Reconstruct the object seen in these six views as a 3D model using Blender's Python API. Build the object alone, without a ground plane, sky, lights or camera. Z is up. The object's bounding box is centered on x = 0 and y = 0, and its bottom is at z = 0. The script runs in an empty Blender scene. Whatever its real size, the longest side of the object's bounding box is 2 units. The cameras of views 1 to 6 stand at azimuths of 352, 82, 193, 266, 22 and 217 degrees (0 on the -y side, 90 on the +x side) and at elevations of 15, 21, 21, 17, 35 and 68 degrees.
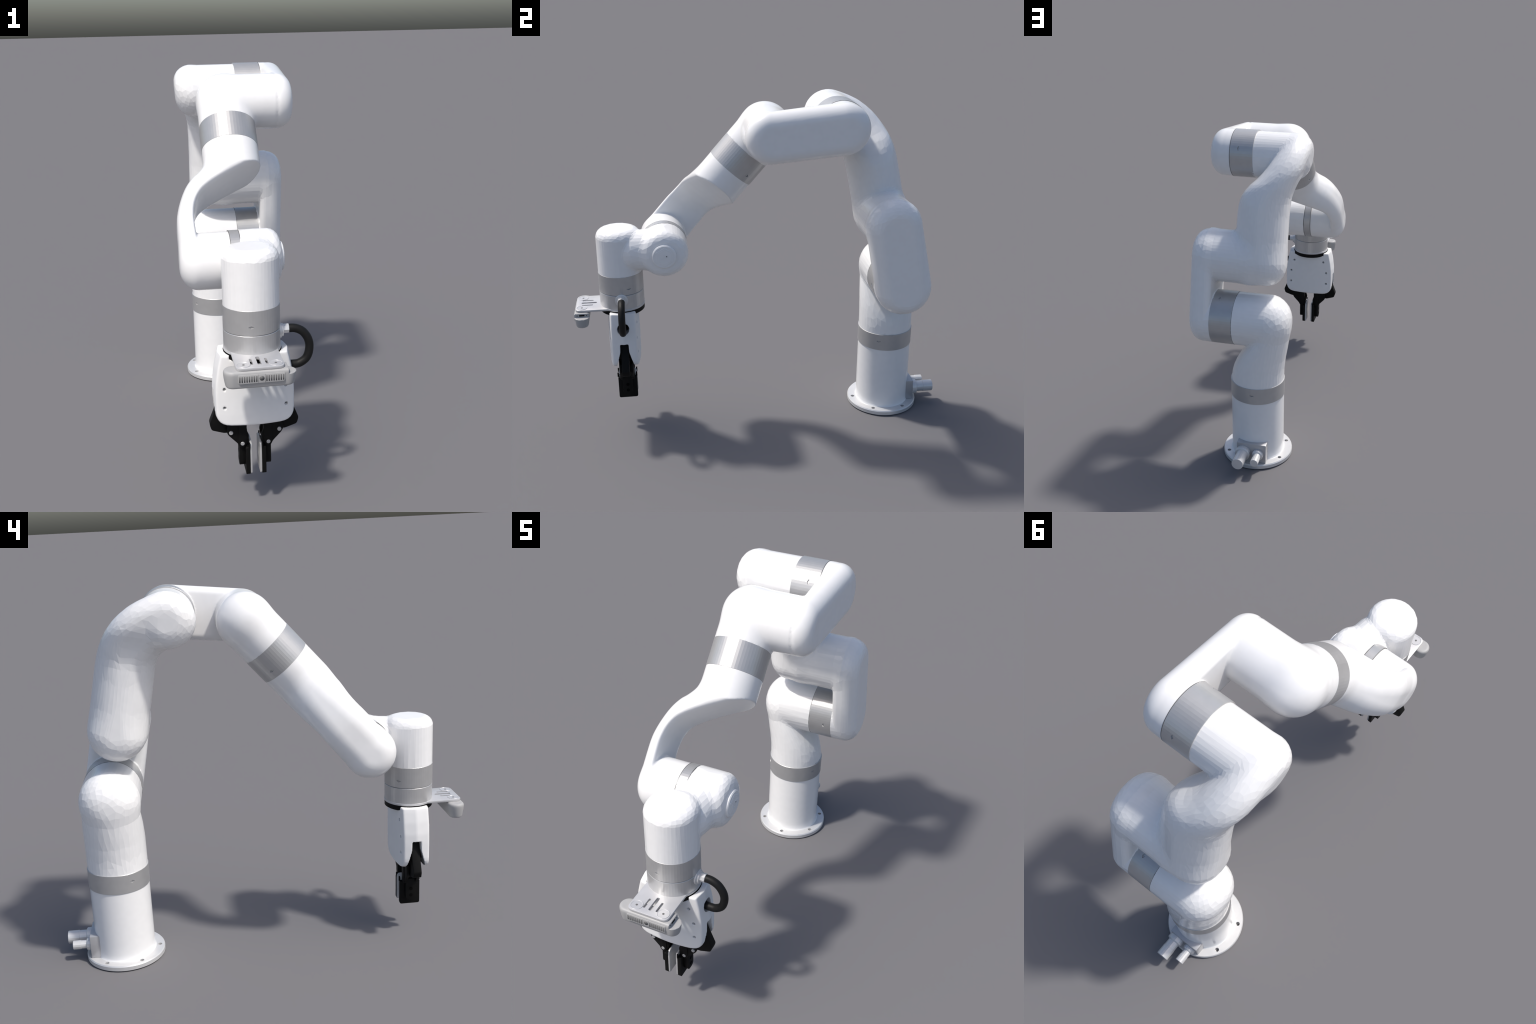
"""White six-axis robot arm with a two-finger gripper, a hose loop and a small depth camera.

Frame: x sideways, -y is where the arm reaches, z up.  Every moulded arm shell is a
smooth signed-distance blend of tubes, plates and rounded caps, meshed by a small
surface-nets routine; machined pieces are lathes, prisms and bevelled boxes.
"""
import bpy, bmesh, math, random
import numpy as np
from mathutils import Vector, Matrix

random.seed(7)
X0 = -0.049                       # the arm's plane of symmetry
J1 = (X0, 0.711)                  # base axis
J2 = np.array([0.711, 0.834])     # (y, z) of the joint axes
J3 = np.array([0.374, 1.674])
J5 = np.array([-0.519, 1.0255])
J6Y = -0.751
UP2 = np.array([-0.196, 0.981])   # upper arm direction in (y, z)
FW2 = np.array([-0.981, -0.196])
T4 = np.array([0.6615, 0.7500])     # forearm axis (towards the elbow)
W4 = np.array([-0.7500, 0.6615])

# ------------------------------------------------------------------ materials
def material(name, color, rough=0.4, metallic=0.0, spec=0.5, coat=0.0, tint=0.03, scale=30.0,
             grain=0.0, grain_scale=400.0):
    m = bpy.data.materials.new(name)
    m.use_nodes = True
    nt = m.node_tree
    b = nt.nodes["Principled BSDF"]
    tc = nt.nodes.new("ShaderNodeTexCoord")
    noise = nt.nodes.new("ShaderNodeTexNoise")
    noise.inputs["Scale"].default_value = scale
    noise.inputs["Detail"].default_value = 3
    nt.links.new(tc.outputs["Object"], noise.inputs["Vector"])
    ramp = nt.nodes.new("ShaderNodeValToRGB")
    lo = [max(0, c * (1 - tint)) for c in color]
    ramp.color_ramp.elements[0].color = (*lo, 1)
    ramp.color_ramp.elements[1].color = (*[min(1, c * (1 + tint)) for c in color], 1)
    ramp.color_ramp.elements[0].position = 0.35
    ramp.color_ramp.elements[1].position = 0.65
    nt.links.new(noise.outputs["Fac"], ramp.inputs["Fac"])
    nt.links.new(ramp.outputs["Color"], b.inputs["Base Color"])
    b.inputs["Roughness"].default_value = rough
    b.inputs["Metallic"].default_value = metallic
    b.inputs["Specular IOR Level"].default_value = spec
    b.inputs["Coat Weight"].default_value = coat
    if grain > 0:
        n2 = nt.nodes.new("ShaderNodeTexNoise")
        n2.inputs["Scale"].default_value = grain_scale
        nt.links.new(tc.outputs["Object"], n2.inputs["Vector"])
        bump = nt.nodes.new("ShaderNodeBump")
        bump.inputs["Strength"].default_value = grain
        bump.inputs["Distance"].default_value = 0.001
        nt.links.new(n2.outputs["Fac"], bump.inputs["Height"])
        nt.links.new(bump.outputs["Normal"], b.inputs["Normal"])
    return m

WHITE = material("white_enamel", (0.835, 0.835, 0.835), 0.20, tint=0.01)
SATIN = material("white_plastic", (0.78, 0.78, 0.78), 0.5, tint=0.01)
RING = material("grey_anodised_metal", (0.50, 0.50, 0.50), 0.38, metallic=0.55, tint=0.02)
TOOL = material("pale_anodised_metal", (0.54, 0.54, 0.54), 0.36, metallic=0.55, tint=0.02)
BLOCK = material("connector_metal", (0.47, 0.47, 0.48), 0.4, metallic=0.4, tint=0.02)
ALU = material("pale_machined_metal", (0.66, 0.66, 0.66), 0.38, metallic=0.35, tint=0.02)
PLATE = material("bracket_metal", (0.56, 0.56, 0.57), 0.36, metallic=0.35, tint=0.02)
BLACK = material("black_plastic", (0.004, 0.004, 0.004), 0.55, spec=0.15, tint=0.1)
RUBBER = material("black_rubber_hose", (0.008, 0.008, 0.008), 0.55, spec=0.25, tint=0.1)
CAMG = material("camera_grey_plastic", (0.375, 0.375, 0.375), 0.5, tint=0.02)
DARK = material("dark_recess", (0.003, 0.003, 0.003), 0.8, spec=0.05, tint=0.1)
SEAM = material("seam_grey", (0.12, 0.12, 0.12), 0.6, tint=0.05)
PIN = material("steel_pin", (0.42, 0.42, 0.42), 0.4, metallic=0.3, tint=0.03)
PAD = material("steel_finger_pad", (0.50, 0.50, 0.50), 0.4, metallic=0.3, tint=0.03)

# ------------------------------------------------------------------ object helpers
root = bpy.data.objects.new("robot_arm", None)
root.empty_display_size = 0.1
root.location = (X0, J1[1], 0)
bpy.context.scene.collection.objects.link(root)
root["label"] = "white six-joint robot arm with black two-finger gripper and camera"
root["category"] = "robot arm"

def add(name, mesh, mat, parent=None, smooth=True, angle=None):
    ob = bpy.data.objects.new(name, mesh)
    bpy.context.scene.collection.objects.link(ob)
    if not mesh.materials:
        mesh.materials.append(mat)
    p = parent or root
    ob.parent = p
    if p is root:
        ob.matrix_parent_inverse = Matrix.Translation(-root.location)
    for f in mesh.polygons:
        f.use_smooth = smooth
    if smooth and angle:
        mesh.set_sharp_from_angle(angle=math.radians(angle))
    return ob

def from_bm(bm, name):
    bmesh.ops.recalc_face_normals(bm, faces=bm.faces)
    me = bpy.data.meshes.new(name)
    bm.to_mesh(me)
    bm.free()
    return me

def frame(axis):
    a = Vector(axis).normalized()
    ref = Vector((0, 0, 1)) if abs(a.z) < 0.9 else Vector((1, 0, 0))
    u = a.cross(ref).normalized()
    return u, a.cross(u).normalized(), a

def lathe(name, profile, origin, axis, seg=64):
    """Closed solid of revolution; profile = [(radius, along axis)], ends capped."""
    u, v, a = frame(axis)
    o = Vector(origin)
    bm = bmesh.new()
    rows = []
    for r, h in profile:
        if r < 1e-6:
            rows.append([bm.verts.new(o + a * h)])
        else:
            rows.append([bm.verts.new(o + a * h + (u * math.cos(t) + v * math.sin(t)) * r)
                         for t in (2 * math.pi * i / seg for i in range(seg))])
    for p, q in zip(rows, rows[1:]):
        for i in range(seg):
            j = (i + 1) % seg
            if len(p) == 1 and len(q) == 1:
                break
            if len(p) == 1:
                bm.faces.new((p[0], q[i], q[j]))
            elif len(q) == 1:
                bm.faces.new((p[i], q[0], p[j]))
            else:
                bm.faces.new((p[i], q[i], q[j], p[j]))
    if len(rows[0]) > 1:
        bm.faces.new(rows[0][::-1])
    if len(rows[-1]) > 1:
        bm.faces.new(rows[-1])
    return from_bm(bm, name)

def drum(name, r, h0, h1, origin, axis, seg=64, ch=0.002):
    return lathe(name, [(r - ch, h0), (r, h0 + ch), (r, h1 - ch), (r - ch, h1)], origin, axis, seg)

def bevel_bm(bm, width, segs=2, angle=30):
    if width <= 0:
        return
    es = [e for e in bm.edges if len(e.link_faces) == 2 and e.calc_face_angle(0) > math.radians(angle)]
    bmesh.ops.bevel(bm, geom=es, offset=width, segments=segs, affect='EDGES', profile=0.5, clamp_overlap=True)

def prism(name, poly, plane, d0, d1, bevel=0.002, segs=2):
    """Extrude polygon; plane 'xz' (depth y), 'yz' (depth x) or 'xy' (depth z)."""
    put = {'xz': lambda p, d: (p[0], d, p[1]), 'yz': lambda p, d: (d, p[0], p[1]),
           'xy': lambda p, d: (p[0], p[1], d)}[plane]
    bm = bmesh.new()
    a = [bm.verts.new(put(p, d0)) for p in poly]
    b = [bm.verts.new(put(p, d1)) for p in poly]
    n = len(poly)
    bm.faces.new(a)
    bm.faces.new(b[::-1])
    for i in range(n):
        bm.faces.new((a[i], b[i], b[(i + 1) % n], a[(i + 1) % n]))
    bmesh.ops.recalc_face_normals(bm, faces=bm.faces)
    bevel_bm(bm, bevel, segs)
    return from_bm(bm, name)

def rounded(poly, r, n=5):
    """Round the corners of a convex or concave polygon; r may be a list."""
    out = []
    k = len(poly)
    for i, p in enumerate(poly):
        rr = r[i] if isinstance(r, (list, tuple)) else r
        p0, p1, p2 = Vector(poly[i - 1]), Vector(p), Vector(poly[(i + 1) % k])
        if rr <= 0:
            out.append(tuple(p1))
            continue
        d0, d2 = (p0 - p1), (p2 - p1)
        c = min(rr, d0.length * 0.48, d2.length * 0.48)
        s, e = p1 + d0.normalized() * c, p1 + d2.normalized() * c
        for j in range(n + 1):
            t = j / n
            out.append(tuple(s * (1 - t) ** 2 + p1 * 2 * t * (1 - t) + e * t * t))
    return out

def box_poly(x0, x1, y0, y1):
    return [(x0, y0), (x1, y0), (x1, y1), (x0, y1)]

def tube(name, pts, r, seg=20, samples=10):
    """Sweep a circle along a Catmull-Rom path."""
    P = [Vector(p) for p in pts]
    path = []
    for i in range(len(P) - 1):
        p0, p1, p2, p3 = P[max(i - 1, 0)], P[i], P[i + 1], P[min(i + 2, len(P) - 1)]
        for j in range(samples):
            t = j / samples
            path.append(0.5 * ((2 * p1) + (p2 - p0) * t + (2 * p0 - 5 * p1 + 4 * p2 - p3) * t * t
                               + (3 * p1 - p0 - 3 * p2 + p3) * t ** 3))
    path.append(P[-1])
    bm = bmesh.new()
    rows = []
    n = Vector((0, 1, 0))
    for i, p in enumerate(path):
        d = (path[min(i + 1, len(path) - 1)] - path[max(i - 1, 0)]).normalized()
        u = (n - d * n.dot(d)).normalized()
        v = d.cross(u)
        rows.append([bm.verts.new(p + (u * math.cos(a) + v * math.sin(a)) * r)
                     for a in (2 * math.pi * k / seg for k in range(seg))])
    for p, q in zip(rows, rows[1:]):
        for i in range(seg):
            j = (i + 1) % seg
            bm.faces.new((p[i], p[j], q[j], q[i]))
    bm.faces.new(rows[0])
    bm.faces.new(rows[-1][::-1])
    return from_bm(bm, name)

def boolean(ob, cutters, op='DIFFERENCE'):
    for c in cutters:
        m = ob.modifiers.new("cut", 'BOOLEAN')
        m.operation = op
        m.object = c
        m.solver = 'EXACT'
    bake(ob)
    for c in cutters:
        bpy.data.objects.remove(c, do_unlink=True)

def bake(ob):
    dg = bpy.context.evaluated_depsgraph_get()
    dg.update()
    me = bpy.data.meshes.new_from_object(ob.evaluated_get(dg))
    ob.modifiers.clear()
    ob.data = me

# ------------------------------------------------------------------ signed distances
def smin(a, b, k):
    h = np.maximum(k - np.abs(a - b), 0) / k
    return np.minimum(a, b) - h * h * h * k / 6

def smax(a, b, k):
    return -smin(-a, -b, k)

def capped(radial, lo, hi, r, round_lo, round_hi):
    """Cylinder from a radial distance array and signed distances to its two ends.
    lo = h0 - h, hi = h - h1; each end has its own edge rounding."""
    mid = radial - r
    d = mid
    for e, rr in ((lo, round_lo), (hi, round_hi)):
        rr = max(rr, 1e-4)
        q0, q1 = mid + rr, e + rr
        corner = np.sqrt(np.maximum(q0, 0) ** 2 + np.maximum(q1, 0) ** 2) + np.minimum(np.maximum(q0, q1), 0) - rr
        d = np.maximum(d, corner)
    return d

def rint(a, b, r):
    """Intersection whose edge is rounded with radius r."""
    q0, q1 = a + r, b + r
    return np.sqrt(np.maximum(q0, 0) ** 2 + np.maximum(q1, 0) ** 2) + np.minimum(np.maximum(q0, q1), 0) - r

def spine(P, pts, radii, n=8):
    """Tube of varying radius along a Catmull-Rom spine; P is (3, ...) local coordinates."""
    Q = [np.array(p, float) for p in pts]
    path, rad = [], []
    for i in range(len(Q) - 1):
        p0, p1, p2, p3 = Q[max(i - 1, 0)], Q[i], Q[i + 1], Q[min(i + 2, len(Q) - 1)]
        for j in range(n):
            t = j / n
            path.append(0.5 * (2 * p1 + (p2 - p0) * t + (2 * p0 - 5 * p1 + 4 * p2 - p3) * t * t
                               + (3 * p1 - p0 - 3 * p2 + p3) * t ** 3))
            rad.append(radii[i] * (1 - t) + radii[i + 1] * t)
    path.append(Q[-1])
    rad.append(radii[-1])
    d = None
    for a, b, ra, rb in zip(path, path[1:], rad, rad[1:]):
        ab = b - a
        w = [P[i] - a[i] for i in range(3)]
        t = np.clip(sum(w[i] * ab[i] for i in range(3)) / (ab @ ab), 0, 1)
        e = np.sqrt(sum((w[i] - t * ab[i]) ** 2 for i in range(3))) - (ra + (rb - ra) * t)
        d = e if d is None else np.minimum(d, e)
    return d

def polygon(u, v, pts):
    """Exact signed distance to a 2D polygon."""
    d = np.full(u.shape, 1e9)
    s = np.ones(u.shape)
    n = len(pts)
    for i in range(n):
        ax, ay = pts[i]
        bx, by = pts[i - 1]
        ex, ey = bx - ax, by - ay
        wx, wy = u - ax, v - ay
        t = np.clip((wx * ex + wy * ey) / (ex * ex + ey * ey), 0, 1)
        d = np.minimum(d, (wx - ex * t) ** 2 + (wy - ey * t) ** 2)
        c1, c2, c3 = v >= ay, v < by, ex * wy > ey * wx
        flip = (c1 & c2 & c3) | (~c1 & ~c2 & ~c3)
        s = np.where(flip, -s, s)
    return s * np.sqrt(d)

def stadium(u, v, a, b, ra, rb=None):
    rb = ra if rb is None else rb
    ab = (b[0] - a[0], b[1] - a[1])
    t = np.clip(((u - a[0]) * ab[0] + (v - a[1]) * ab[1]) / (ab[0] ** 2 + ab[1] ** 2), 0, 1)
    return np.sqrt((u - a[0] - t * ab[0]) ** 2 + (v - a[1] - t * ab[1]) ** 2) - (ra + (rb - ra) * t)

def catmull(pts, n=6):
    out = []
    Q = [np.array(p, float) for p in pts]
    for i in range(len(Q) - 1):
        p0, p1, p2, p3 = Q[max(i - 1, 0)], Q[i], Q[i + 1], Q[min(i + 2, len(Q) - 1)]
        for j in range(n):
            t = j / n
            out.append(tuple(0.5 * (2 * p1 + (p2 - p0) * t + (2 * p0 - 5 * p1 + 4 * p2 - p3) * t * t
                                    + (3 * p1 - p0 - 3 * p2 + p3) * t ** 3)))
    out.append(tuple(Q[-1]))
    return out

def surface(name, f, lo, hi, h, to_world=None, relax=3):
    """Surface nets of f(x, y, z) = 0, vertices pulled onto the true surface."""
    ax = [np.arange(lo[i], hi[i] + h, h) for i in range(3)]
    G = np.meshgrid(*ax, indexing='ij')
    D = f(*G)
    S = D < 0
    n = D.shape
    cells = [m - 1 for m in n]
    acc = np.zeros((*cells, 3))
    cnt = np.zeros(cells)
    sl = lambda o, k: slice(o, o + cells[k])
    corners = [(i, j, k) for i in (0, 1) for j in (0, 1) for k in (0, 1)]
    for c in corners:
        for a in range(3):
            if c[a] == 1:
                continue
            e = list(c)
            e[a] = 1
            s0 = tuple(sl(c[k], k) for k in range(3))
            s1 = tuple(sl(e[k], k) for k in range(3))
            d0, d1 = D[s0], D[s1]
            x = S[s0] != S[s1]
            t = np.where(x, d0 / np.where(x, d0 - d1, 1), 0)
            for k in range(3):
                acc[..., k] += np.where(x, c[k] + (t if k == a else 0), 0)
            cnt += x
    act = cnt > 0
    idx = np.full(cells, -1)
    idx[act] = np.arange(act.sum())
    loc = np.argwhere(act)
    V = np.array(lo) + (loc + acc[act] / cnt[act][:, None]) * h
    F = []
    for a in range(3):
        b, c = (a + 1) % 3, (a + 2) % 3
        s0 = [slice(1, cells[k]) for k in range(3)]
        s0[a] = slice(0, cells[a])
        s1 = list(s0)
        s1[a] = slice(1, cells[a] + 1)
        A, B = S[tuple(s0)], S[tuple(s1)]
        for mask, rev in ((A & ~B, False), (~A & B, True)):
            p = np.argwhere(mask)
            for k in range(3):
                if k != a:
                    p[:, k] += 1
            def at(db, dc):
                q = p.copy()
                q[:, b] += db
                q[:, c] += dc
                return idx[q[:, 0], q[:, 1], q[:, 2]]
            quad = np.stack([at(-1, -1), at(0, -1), at(0, 0), at(-1, 0)], 1)
            F.append(quad[:, ::-1] if rev else quad)
    F = np.concatenate(F)
    eps = h * 0.05
    for _ in range(relax):
        d = f(V[:, 0], V[:, 1], V[:, 2])
        g = np.stack([(f(*(V + eps * np.eye(3)[k]).T) - f(*(V - eps * np.eye(3)[k]).T)) / (2 * eps) for k in range(3)], 1)
        step = d[:, None] * g / np.maximum((g * g).sum(1), 0.05)[:, None]
        V = V - np.clip(step, -h * 0.6, h * 0.6)
    if to_world is not None:
        V = to_world(V)
    me = bpy.data.meshes.new(name)
    me.from_pydata(V.tolist(), [], F.tolist())
    bm = bmesh.new()
    bm.from_mesh(me)
    bmesh.ops.recalc_face_normals(bm, faces=bm.faces)
    bm.to_mesh(me)
    bm.free()
    return me

def facet(ob, faces):
    """Coarsen a shell into long flat facets, as the moulded covers show."""
    m = ob.modifiers.new("coarsen", 'DECIMATE')
    m.ratio = min(1.0, faces / (2.0 * len(ob.data.polygons)))
    bake(ob)
    for p in ob.data.polygons:
        p.use_smooth = False

# ------------------------------------------------------------------ base
bx, by = J1
flange = add("base_flange", lathe("base_flange", [(0.192, 0.0), (0.1966, 0.004), (0.1966, 0.023), (0.1925, 0.0285),
             (0.10, 0.0285)], (bx, by, 0), (0, 0, 1), 96), ALU, smooth=True, angle=25)
cut = []
for deg in (-90, -30, 30, 150, 210):
    t = math.radians(deg)
    c = add("cutter", drum("cutter", 0.0105, 0.004, 0.05, (bx + 0.171 * math.cos(t), by + 0.171 * math.sin(t), 0), (0, 0, 1), 20, 0), ALU)
    cut.append(c)
boolean(flange, cut)
flange.data.set_sharp_from_angle(angle=math.radians(25))
for deg in (-90, -30, 30, 150, 210):
    t = math.radians(deg)
    add("bolt_socket", drum("bolt_socket", 0.0065, 0.0045, 0.009,
        (bx + 0.171 * math.cos(t), by + 0.171 * math.sin(t), 0), (0, 0, 1), 6, 0.001), SEAM, flange, smooth=False)

column = add("base_column", lathe("base_column", [(0.154, 0.027), (0.1505, 0.031), (0.1485, 0.040), (0.1475, 0.06),
             (0.1475, 0.400)], (bx, by, 0), (0, 0, 1), 96), WHITE, angle=30)

block = add("connector_block", prism("connector_block", [(X0 - 0.088, 0.80), (X0 + 0.080, 0.80), (X0 + 0.080, 0.878),
            (X0 - 0.088, 0.878)], 'xy', 0.0285, 0.146, 0.004), BLOCK, smooth=True, angle=40)
plug = lathe("cable_plug", [(0.041, 0.0), (0.042, 0.002), (0.042, 0.024), (0.0375, 0.028), (0.031, 0.030), (0.031, 0.066),
             (0.0325, 0.067), (0.0325, 0.1215), (0.0315, 0.1225)], (X0 + 0.042, 0.8775, 0.088), (0, 1, 0), 22)
add("cable_plug", plug, ALU, block, smooth=True, angle=14)
plug = lathe("cable_plug", [(0.031, 0.0), (0.032, 0.002), (0.032, 0.016), (0.028, 0.021), (0.021, 0.024), (0.021, 0.050),
             (0.0225, 0.051), (0.0225, 0.0885), (0.0215, 0.0895)], (X0 - 0.043, 0.8775, 0.086), (0, 1, 0), 14)
add("cable_plug", plug, ALU, block, smooth=True, angle=14)

# ------------------------------------------------------------------ joint rings
def joint_ring(origin, axis, r, h0, h1, notch_axial, notch_deg, ref, seg=72, sharp=3):
    """Grey band with small diamond notches; ref is the zero direction of the angles."""
    ob = add("joint_ring", lathe("joint_ring", [(r - 0.03, h0), (r - 0.0012, h0), (r, h0 + 0.0012), (r, h1 - 0.0012),
             (r - 0.0012, h1), (r - 0.03, h1)], origin, axis, seg), RING)
    a, zero = Vector(axis).normalized(), Vector(ref).normalized()
    side = a.cross(zero)
    cutters = []
    for deg in notch_deg:
        t = math.radians(deg)
        n = zero * math.cos(t) + side * math.sin(t)
        tang = a.cross(n)
        c = Vector(origin) + a * notch_axial + n * (r + 0.004)
        bm = bmesh.new()
        top = [bm.verts.new(c + d) for d in (tang * 0.017, a * 0.0085, -tang * 0.017, -a * 0.0085)]
        bot = [bm.verts.new(c + d * 0.55 - n * 0.009) for d in (tang * 0.017, a * 0.0085, -tang * 0.017, -a * 0.0085)]
        bm.faces.new(top)
        bm.faces.new(bot[::-1])
        for i in range(4):
            bm.faces.new((top[i], bot[i], bot[(i + 1) % 4], top[(i + 1) % 4]))
        cutters.append(add("cutter", from_bm(bm, "cutter"), RING, smooth=False))
    boolean(ob, cutters)
    for p in ob.data.polygons:
        p.use_smooth = True
    ob.data.set_sharp_from_angle(angle=math.radians(sharp))
    return ob

Z, X = (0, 0, 1), (1, 0, 0)
AX4 = (0, T4[0], T4[1])
joint_ring((bx, by, 0), Z, 0.1505, 0.390, 0.4855, 0.4445, (-28, -150, 91), X, 96, 30)
joint_ring((X0, *J2), X, 0.1470, 0.1125, 0.2365, 0.196, (-25, 96, -144), Z)
joint_ring((X0, *J3), X, 0.1308, 0.0850, 0.2135, 0.166, (-66, 59, 178), Z, 60)
joint_ring((X0, *J5), AX4, 0.1303, 0.5445, 0.6735, 0.581, (29.5, 148), X, 60)
joint_ring((X0, J5[0] + 0.0015, J5[1] - 0.003), X, 0.1240, -0.0575, -0.0160, -0.035, (), X, 60)
joint_ring((X0, J6Y, 0), Z, 0.1168, 0.8015, 0.9040, 0.8365, (-98, 141, 21), X, 60)

# ------------------------------------------------------------------ moulded shells
def hyp(a, b):
    return np.sqrt(a * a + b * b)

# shoulder: upright tube that leans into a sideways drum
def f_shoulder(x, y, z):
    l, v = x - X0, y - by
    lean = spine((l, v, z), [(0.0, 0, 0.40), (0.0, 0, 0.53), (-0.008, 0, 0.623), (-0.022, 0, 0.71), (-0.033, 0, 0.79), (-0.036, 0, J2[1])], [0.1475, 0.1475, 0.1475, 0.147, 0.1465, 0.1465], 5)
    stem = np.maximum(lean, 0.478 - z)
    stem = smax(stem, (l - 0.084) * 0.78 + (z - 0.655) * 0.62, 0.11)      # shoulder cut on the ring side
    drm = capped(hyp(v, z - J2[1]), -0.183 - l, l - 0.125, 0.1465, 0.126, 0.0005)
    return smin(stem, drm, 0.025)

shoulder = add("shoulder_link", surface("shoulder_link", f_shoulder, (X0 - 0.21, by - 0.17, 0.465), (X0 + 0.17, by + 0.17, 1.0), 0.007), WHITE)
facet(shoulder, 1100)

# upper arm, local (l sideways, a forward, b along the arm)
B0 = 0.339
NECK = [(0.0, B0), (0.001, 0.48), (0.003, 0.62), (0.010, 0.70), (0.031, 0.766), (0.068, 0.819), (0.114, 0.858), (0.165, 0.8865)]
BAND_B = [0.20, 0.40, 0.50, 0.60, 0.674, 0.73, 0.77, 0.81, 0.85, 0.92, 1.0]
BAND_C = [0.0, 0.0, 0.0, -0.002, -0.013, -0.039, -0.066, -0.091, -0.109, -0.131, -0.14]
BAND_W = [0.1400, 0.1400, 0.1395, 0.1390, 0.131, 0.118, 0.105, 0.098, 0.093, 0.082, 0.075]
BAND_R = [0.090, 0.135, 0.1375, 0.1370, 0.122, 0.105, 0.098, 0.094, 0.090, 0.080, 0.073]
def eased(b, knots):
    curve = catmull(list(zip(BAND_B, knots)), 6)
    return np.interp(b, [p[0] for p in curve], [p[1] for p in curve])

def rint_var(a, b, r):
    q0, q1 = a + r, b + r
    return np.sqrt(np.maximum(q0, 0) ** 2 + np.maximum(q1, 0) ** 2) + np.minimum(np.maximum(q0, q1), 0) - r

def f_upper(l, a, b):
    sta = stadium(b, a, (0, 0), (B0, 0), 0.147, 0.1430)
    plate = rint(rint(sta, l - 0.3645, 0.074), 0.238 - l, 0.035)
    foot = capped(hyp(a, b), 0.228 - l, l - 0.285, 0.1465, 0.0005, 0.0005)
    bar = capped(hyp(a, b - B0 - 0.001), -0.02 - l, l - 0.285, 0.1432, 0.08, 0.0005)
    flat = spine((0 * l, a, b), [(0, p, q) for p, q in NECK], [0.1415, 0.1400, 0.139, 0.135, 0.131, 0.129, 0.128, 0.1275], 5)
    c, w, r = (eased(b, q) for q in (BAND_C, BAND_W, BAND_R))
    neck = rint_var(flat, (np.abs(l - c) - w) * 0.88, r)
    head = capped(hyp(a - 0.165, b - 0.8865), -0.209 - l, l - 0.097, 0.1280, 0.095, 0.0005)
    d = smin(np.minimum(plate, foot), bar, 0.025)
    d = smin(d, neck, 0.042)
    return smin(d, head, 0.022)

def upper_world(V):
    yz = J2 + V[:, 1:2] * FW2 + V[:, 2:3] * UP2
    return np.column_stack([V[:, 0] + X0, yz])

upper = add("upper_arm_link", surface("upper_arm_link", f_upper, (-0.24, -0.18, -0.17), (0.38, 0.32, 1.04), 0.008, upper_world), WHITE)
facet(upper, 3400)

# elbow, local (l sideways, t up the forearm axis, w across it)
T3, W3, TE = 1.077, -0.2408, 0.815
def f_elbow(l, t, w):
    k = np.clip(((t - T3) * (TE - T3) + (w - W3) * (0 - W3)) / ((TE - T3) ** 2 + W3 ** 2), 0, 1)
    outer = l - (0.337 - 0.022 * k)
    inner = 0.218 - l
    plate = rint(rint(stadium(t, w, (T3, W3), (TE, 0), 0.1285), outer, 0.07), inner, 0.03)
    cap = capped(hyp(t - T3, w - W3), 0.205 - l, l - 0.245, 0.1293, 0.0005, 0.0005)
    bar = capped(hyp(t - TE, w), -0.129 - l, l - 0.230, 0.1285, 0.122, 0.0005)
    down = spine((l, t, w), [(0, 0.60, 0), (0, 0.7, 0), (0, TE, 0)], [0.1295, 0.1295, 0.128], 1)
    down = np.maximum(down, 0.665 - t)
    d = np.minimum(plate, cap)
    return smin(d, smin(bar, down, 0.03), 0.012)

def arm_world(V):
    yz = J5 + V[:, 1:2] * T4 + V[:, 2:3] * W4
    return np.column_stack([V[:, 0] + X0, yz])

add("elbow_link", surface("elbow_link", f_elbow, (-0.16, 0.64, -0.41), (0.38, 1.24, 0.16), 0.008, arm_world), WHITE)

# forearm: tube that swings out sideways as a curved strap to the wrist drum
OUTER = [(-0.1290, 0.95)] + catmull([(-0.1290, 0.50), (-0.131, 0.47), (-0.141, 0.440), (-0.165, 0.408), (-0.193, 0.380), (-0.222, 0.335), (-0.246, 0.275),
                 (-0.262, 0.215), (-0.268, 0.160), (-0.268, 0.03)]) + [(-0.268, -0.25)]
INNER = [(-0.190, -0.25), (-0.190, 0.05)] + catmull([(-0.194, 0.110), (-0.195, 0.166), (-0.186, 0.226), (-0.160, 0.277), (-0.116, 0.315),
                 (-0.062, 0.348), (0.0, 0.382), (0.055, 0.410), (0.115, 0.440)]) + [(0.40, 0.57)]
OUT_REGION = OUTER + [(0.5, -0.25), (0.5, 0.95)]
IN_REGION = INNER + [(0.40, 0.95), (-0.5, 0.95), (-0.5, -0.25)]
def f_forearm(l, t, w):
    side = stadium(t, w, (-0.003, -0.005), (0.40, 0), 0.1260, 0.1290)
    side = np.where(t > 0.40, np.abs(w) - 0.1290, side)
    r = np.interp(t, [0.15, 0.30, 0.44], [0.100, 0.112, 0.1284])
    strap = rint_var(polygon(l, t, OUT_REGION), side, r)
    strap = smax(strap, polygon(l, t, IN_REGION), 0.05)
    right = rint_var(l - 0.1290, np.abs(w) - 0.1290, 0.1285)      # the tube's far half
    strap = np.maximum(strap, np.where(t > 0.34, right, -1.0))
    strap = np.maximum(strap, t - 0.557)
    drm = capped(hyp(t + 0.003, w + 0.004), -0.267 - l, l + 0.047, 0.1215, 0.090, 0.0005)
    return smin(strap, drm, 0.015)

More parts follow.
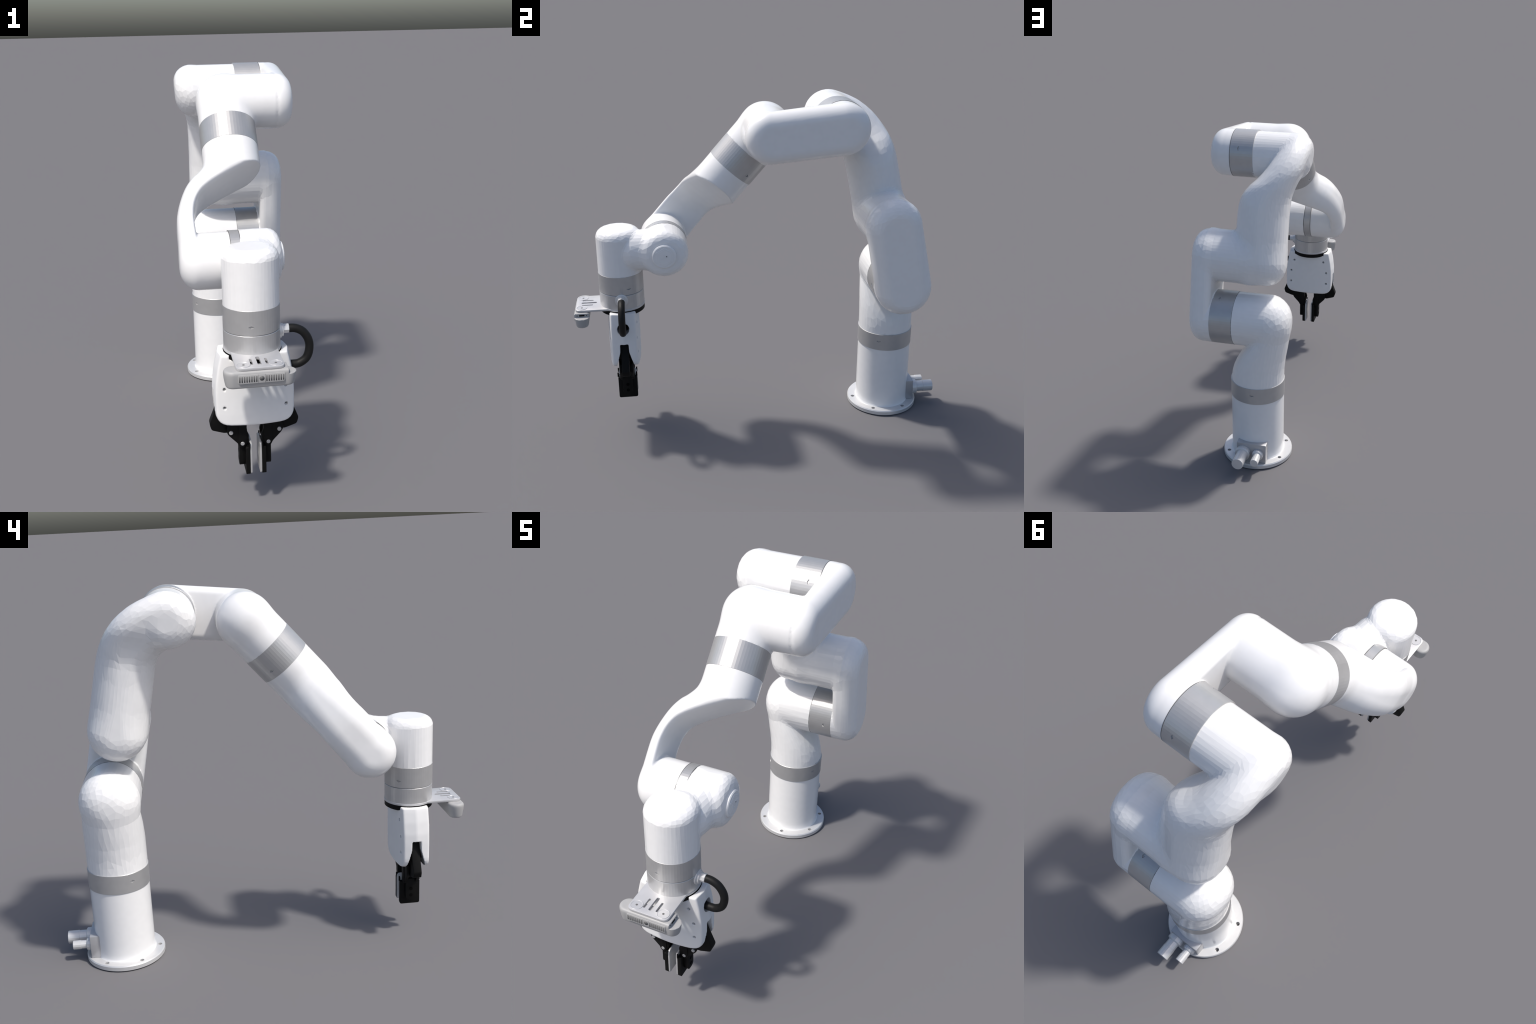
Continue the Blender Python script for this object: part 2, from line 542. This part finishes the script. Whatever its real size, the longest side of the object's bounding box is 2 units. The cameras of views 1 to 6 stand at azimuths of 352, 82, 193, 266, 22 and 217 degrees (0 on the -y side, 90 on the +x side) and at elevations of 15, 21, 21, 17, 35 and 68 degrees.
add("forearm_link", surface("forearm_link", f_forearm, (-0.29, -0.14, -0.15), (0.15, 0.575, 0.15), 0.006, arm_world), WHITE)

# wrist: short drum, arm and upright column
def f_wrist(x, y, z):
    l = x - X0
    drm = capped(hyp(y - J5[0] - 0.002, z - J5[1] + 0.002), -0.0142 - l, l - 0.160, 0.1235, 0.0005, 0.055)
    k = np.clip((y - J6Y) / (J5[0] - J6Y), 0, 1)
    arm = hyp((l - (0.028 + 0.024 * k)) * 1.05, (z - 1.024) * 1.0) - (0.104 + 0.012 * k * k)
    arm = rint(arm, J6Y - 0.02 - y, 0.095)
    arm = np.maximum(arm, y - J5[0])
    col = capped(hyp(l, y - J6Y), 0.895 - z, z - 1.138, 0.1158, 0.0005, 0.045)
    return smin(smin(drm, arm, 0.03), col, 0.015)

wrist = add("wrist_link", surface("wrist_link", f_wrist, (X0 - 0.14, -0.89, 0.885), (X0 + 0.18, -0.38, 1.18), 0.006), WHITE)
facet(wrist, 1100)

# round cap with a hexagon mark and two small letter shapes
cap = add("wrist_cap", lathe("wrist_cap", [(0.062, 0.14), (0.064, 0.155), (0.0625, 0.168), (0.057, 0.172)],
          (X0, *J5), X, 48), WHITE, wrist, angle=35)
hexa = lambda r: [(J5[0] + r * math.sin(k * math.pi / 3), J5[1] + r * math.cos(k * math.pi / 3)) for k in range(6)]
add("hexagon_mark", prism("hexagon_mark", hexa(0.050), 'yz', X0 + 0.171, X0 + 0.1745, 0.0012), WHITE, cap, smooth=False)
add("hexagon_mark", prism("hexagon_mark", hexa(0.040), 'yz', X0 + 0.174, X0 + 0.1757, 0.0006), WHITE, cap, smooth=False)
def stroke(y0, y1, z0, z1):
    add("letter_stroke", prism("letter_stroke", box_poly(J5[0] + y0, J5[0] + y1, J5[1] + z0, J5[1] + z1), 'yz', X0 + 0.175, X0 + 0.1768, 0), WHITE, cap, smooth=False)
for s in ((-0.024, -0.020, -0.014, 0.014), (-0.006, -0.002, -0.014, 0.014), (-0.020, -0.006, -0.014, -0.010),
          (0.002, 0.006, -0.014, 0.014), (0.006, 0.024, 0.010, 0.014), (0.006, 0.020, -0.002, 0.002)):
    stroke(*s)
add("mark_pit", prism("mark_pit", [(J5[0] + 0.009, J5[1] + 0.001), (J5[0] + 0.016, J5[1] + 0.003), (J5[0] + 0.010, J5[1] + 0.008)], 'yz', X0 + 0.1745, X0 + 0.1763, 0), DARK, cap, smooth=False)

# shadow in the narrow gaps beside some rings, modelled as thin dark bands
P5 = (X0, J5[0] + 0.0015, J5[1] - 0.003)
for org, r, h0, h1 in (((X0, *J2), 0.1472, 0.1106, 0.1124), ((X0, *J3), 0.1310, 0.2136, 0.2152),
                       (P5, 0.1242, -0.0159, -0.0144), (P5, 0.1242, -0.0589, -0.0576)):
    add("seam_shadow_band", drum("seam_shadow_band", r, h0, h1, org, X, 72, 0.0004), SEAM, angle=30)

# ------------------------------------------------------------------ tool flange, bracket, adaptor
c6 = (X0, J6Y, 0)
tool = add("tool_flange", lathe("tool_flange", [(0.10, 0.722), (0.1163, 0.722), (0.1168, 0.7225), (0.1168, 0.7975),
           (0.1155, 0.7995), (0.1120, 0.8002), (0.1120, 0.803)], c6, Z, 60), TOOL, smooth=True, angle=3)
add("adaptor_disc", lathe("adaptor_disc", [(0.112, 0.684), (0.1165, 0.687), (0.1165, 0.7105), (0.09, 0.7105)], c6, Z, 64), BLACK, angle=30)
add("adaptor_disc", lathe("adaptor_disc", [(0.055, 0.66), (0.055, 0.690)], c6, Z, 8), BLACK, smooth=False)

arc = [(X0 + 0.1185 * math.cos(t), J6Y + 0.1185 * math.sin(t)) for t in (math.radians(-36.3 + k * 252.6 / 48) for k in range(49))]
outline = arc + rounded([(X0 - 0.0955, -0.85), (X0 - 0.0955, -0.993), (X0 + 0.0955, -0.993), (X0 + 0.0955, -0.85)], [0.0, 0.028, 0.028, 0.0])
bracket = add("camera_bracket", prism("camera_bracket", outline, 'xy', 0.7108, 0.7228, 0.0025), PLATE, angle=35)
cut = []
for lc, w, y0, y1 in ((0, 0.0075, -0.966, -0.886), (-0.030, 0.005, -0.962, -0.905), (0.030, 0.005, -0.962, -0.905)):
    cut.append(add("cutter", prism("cutter", rounded(box_poly(X0 + lc - w, X0 + lc + w, y0, y1), w * 0.9), 'xy', 0.70, 0.73, 0), PLATE))
boolean(bracket, cut)
bracket.data.set_sharp_from_angle(angle=math.radians(35))
for s in (-1, 1):
    o = (X0 + s * 0.063, -0.9605, 0)
    add("screw_boss", lathe("screw_boss", [(0.0270, 0.7220), (0.0270, 0.7240), (0.0262, 0.7247), (0.0248, 0.7244), (0.0240, 0.7236), (0.001, 0.7236)], o, Z, 40), PLATE, bracket, angle=30)
    add("bracket_screw", lathe("bracket_screw", [(0.0050, 0.7230), (0.0050, 0.7243), (0.001, 0.7243)], o, Z, 16), SEAM, bracket, angle=30)

# ------------------------------------------------------------------ depth camera (looks down)
CY = -0.960
def f_cam(x, y, z):
    l = x - X0
    k = np.clip((0.700 - z) / 0.062, 0, 1)
    r = 0.0395 - 0.009 * k ** 1.5
    d = np.sqrt(np.maximum(np.abs(l) - 0.1035, 0) ** 2 + (y - CY) ** 2) - r
    d = smax(d, z - 0.711, 0.022)
    d = smax(d, 0.637 - z, 0.014)
    notch = np.maximum(0.108 - l, 0.690 - z)          # step cut for the cable socket
    return np.maximum(d, -notch)

cam = add("depth_camera", surface("depth_camera", f_cam, (X0 - 0.155, -1.005, 0.63), (X0 + 0.155, -0.91, 0.72), 0.003), CAMG, angle=50)
# vent grille on the front
fy = CY - 0.0385
grille = add("vent_grille", prism("vent_grille", rounded(box_poly(X0 - 0.090, X0 + 0.092, 0.662, 0.6985), [0.010, 0.010, 0.004, 0.004]), 'xz', fy - 0.0025, fy + 0.012, 0.001), CAMG, cam, angle=30)
for k in range(8):
    for s in (-1, 1):
        cx = X0 + 0.001 + s * (0.0195 + 0.0093 * k)
        add("vent_slot", prism("vent_slot", rounded(box_poly(cx - 0.0024, cx + 0.0024, 0.668, 0.692), 0.002, 3), 'xz', fy - 0.0031, fy + 0.002, 0), SEAM, grille)
add("tripod_socket", lathe("tripod_socket", [(0.0095, -0.0008), (0.0095, 0.004), (0.001, 0.004)], (X0 + 0.002, fy - 0.0025, 0.681), (0, 1, 0), 24), SEAM, grille)
for cx in (-0.012, 0.016):
    add("grille_seam", prism("grille_seam", box_poly(X0 + cx - 0.0005, X0 + cx + 0.0005, 0.664, 0.698), 'xz', fy - 0.0028, fy + 0.002, 0), SEAM, grille)
# socket face in the notch
add("cable_socket", prism("cable_socket", rounded(box_poly(CY - 0.014, CY + 0.014, 0.6955, 0.7035), 0.002), 'yz', X0 + 0.104, X0 + 0.1088, 0), DARK, cam)
for s in (-1, 1):
    add("socket_screw", lathe("socket_screw", [(0.0025, 0.104), (0.0025, 0.1086), (0.0005, 0.1086)], (X0, CY + s * 0.024, 0.699), X, 10), DARK, cam)
for lx, r in ((-0.08, 0.012), (-0.02, 0.010), (0.045, 0.012), (0.085, 0.009)):
    add("camera_lens", lathe("camera_lens", [(r, 0.0), (r, 0.0018), (0.001, 0.0018)], (X0 + lx, CY, 0.6415), (0, 0, -1), 24), DARK, cam, angle=30)

# ------------------------------------------------------------------ gripper
GY = J6Y + 0.001
SIDE = rounded([(0.112, 0.707), (0.145, 0.707), (0.150, 0.69), (0.161, 0.64), (0.169, 0.58), (0.171, 0.53), (0.169, 0.40), (0, 0.398),
                (0, 0.69), (0.112, 0.69)], [0.0, 0.003, 0.01, 0.01, 0.01, 0.02, 0.055, 0, 0, 0.004], 6)
def f_grip(x, y, z):
    l, v = np.abs(x - X0), y - GY
    av = np.abs(v)
    d = polygon(l + 0.17 * np.maximum(av - 0.004, 0), z, [(p, q) for p, q in SIDE])
    zf = np.interp(z, [0.40, 0.45, 0.55, 0.62, 0.70, 0.74], [0.97, 0.995, 1.0, 0.985, 0.92, 0.87])
    bow = (0.083 - 0.013 * (l / 0.13) ** 2) * zf
    d = smax(d, av - bow, 0.013)
    d = np.maximum(d, -np.maximum(hyp(x - X0, y - J6Y) - 0.1195, 0.688 - z))
    # side slot for the knuckles, flaring at the bottom
    slot = polygon(av, z, [(-0.03, 0.545), (0.018, 0.545), (0.0225, 0.540), (0.0235, 0.497), (0.046, 0.412), (0.047, 0.38), (-0.03, 0.38)])
    d = np.maximum(d, -slot)
    # hose hole on the +x side
    hole = np.maximum(hyp(v, z - 0.629) - 0.031, 0.10 - (x - X0))
    d = np.maximum(d, -hole)
    for sl_, sz in ((0.104, 0.643), (0.126, 0.562), (0.127, 0.480)):
        d = np.maximum(d, -np.maximum(hyp(l - sl_, z - sz) - 0.0072, 0.058 - av))
    return d

grip = add("gripper_body", surface("gripper_body", f_grip, (X0 - 0.185, GY - 0.085, 0.39), (X0 + 0.185, GY + 0.085, 0.75), 0.0034, relax=2), SATIN, angle=40)
add("gripper_core", prism("gripper_core", rounded(box_poly(X0 - 0.115, X0 + 0.115, 0.43, 0.68), 0.02), 'xz', GY - 0.046, GY + 0.046, 0.002), BLACK, grip, angle=30)
for sx in (-1, 1):
    for sy in (-1, 1):
        for sl_, sz in ((0.104, 0.643), (0.126, 0.562), (0.127, 0.480)):
            add("body_screw", lathe("body_screw", [(0.0045, 0.046), (0.0045, 0.062), (0.0005, 0.062)], (X0 + sx * sl_, GY, sz + 0.001), (0, sy, 0), 10), SEAM, grip, angle=30)

def mirror(poly, s):
    q = [(X0 + s * p[0], p[1]) for p in poly]
    return q if s > 0 else q[::-1]

for s in (-1, 1):
    knuckle = add("knuckle_lever", prism("knuckle_lever", rounded(mirror([(0.088, 0.345), (0.128, 0.343), (0.180, 0.360), (0.188, 0.388), (0.162, 0.452), (0.132, 0.53), (0.112, 0.53), (0.095, 0.40)], s), 0.008, 3), 'xz', GY - 0.020, GY + 0.020, 0.002), BLACK, grip, angle=30)
    for d0, d1 in ((GY - 0.036, GY - 0.021), (GY + 0.021, GY + 0.036)):
        add("finger_link", prism("finger_link", rounded(mirror([(0.112, 0.338), (0.120, 0.355), (0.112, 0.40), (0.06, 0.40), (0.038, 0.362), (0.026, 0.330), (0.030, 0.300), (0.046, 0.279), (0.066, 0.280), (0.074, 0.298)], s), 0.008, 3), 'xz', d0, d1, 0.0015), BLACK, grip, angle=30)
        add("inner_link", prism("inner_link", rounded(mirror([(0.034, 0.45), (0.070, 0.45), (0.072, 0.30), (0.062, 0.281), (0.046, 0.281), (0.037, 0.30)], s), 0.008, 3), 'xz', d0 - 0.004 if d0 < GY else d0 + 0.002, d1 - 0.002 if d0 < GY else d1 + 0.004, 0.0015), BLACK, grip, angle=30)
    add("inner_block", prism("inner_block", rounded(mirror([(0.034, 0.45), (0.074, 0.45), (0.070, 0.312), (0.040, 0.312)], s), 0.004, 2), 'xz', GY - 0.018, GY + 0.018, 0.0015), BLACK, grip, angle=30)
    for px, pz in ((0.1015, 0.351), (0.0545, 0.298)):
        for side in (-1,):
            add("pivot_pin", lathe("pivot_pin", [(0.0085, 0.02), (0.0085, 0.0405), (0.0075, 0.0415), (0.0005, 0.0415)], (X0 + s * px, GY, pz), (0, side, 0), 20), PIN, grip, angle=30)
    finger = add("finger", prism("finger", rounded(box_poly(GY - 0.051, GY + 0.051, 0.157, 0.283), [0.010, 0.010, 0.003, 0.003], 3), 'yz', X0 + s * 0.0245, X0 + s * 0.0425, 0.0012), BLACK, grip, angle=30)
    add("finger_rib", prism("finger_rib", rounded(box_poly(GY - 0.0265, GY + 0.0265, 0.186, 0.306), [0.024, 0.024, 0.003, 0.003], 5), 'yz', X0 + s * 0.042, X0 + s * 0.067, 0.0012), BLACK, finger, angle=30)
    for pz in (0.215, 0.250):
        add("finger_bolt_hole", lathe("finger_bolt_hole", [(0.009, 0.05), (0.009, 0.0676), (0.0005, 0.0676)], (X0, GY, pz), (s, 0, 0), 18), DARK, finger, angle=30)
    add("finger_pad", prism("finger_pad", rounded(box_poly(GY - 0.050, GY + 0.050, 0.160, 0.302), [0.009, 0.009, 0.018, 0.018], 4), 'yz', X0 + s * 0.0165, X0 + s * 0.0248, 0.0015), PAD, finger, angle=30)
    for side in (-1, 1):
        add("finger_tab", prism("finger_tab", box_poly(GY + side * 0.050 - 0.005, GY + side * 0.050 + 0.003, 0.28, 0.305), 'yz', X0 + s * 0.0245, X0 + s * 0.0300, 0.001), BLACK, finger, angle=30)

# ------------------------------------------------------------------ hose loop
fit = add("hose_fitting", lathe("hose_fitting", [(0.034, 0.108), (0.034, 0.119), (0.029, 0.121), (0.027, 0.1215), (0.027, 0.129), (0.024, 0.130)],
          (X0, GY, 0.776), X, 24), ALU, angle=25)
add("hose_nut", drum("hose_nut", 0.0205, 0.128, 0.153, (X0, GY, 0.781), X, 8, 0.0015), ALU, fit, smooth=False)
add("hose", tube("hose", [(X0 + a, GY, b) for a, b in ((0.148, 0.781), (0.180, 0.779), (0.212, 0.762), (0.234, 0.728), (0.2395, 0.690),
    (0.228, 0.648), (0.198, 0.625), (0.165, 0.622), (0.09, 0.625))], 0.0178, 20, 4), RUBBER, smooth=True)
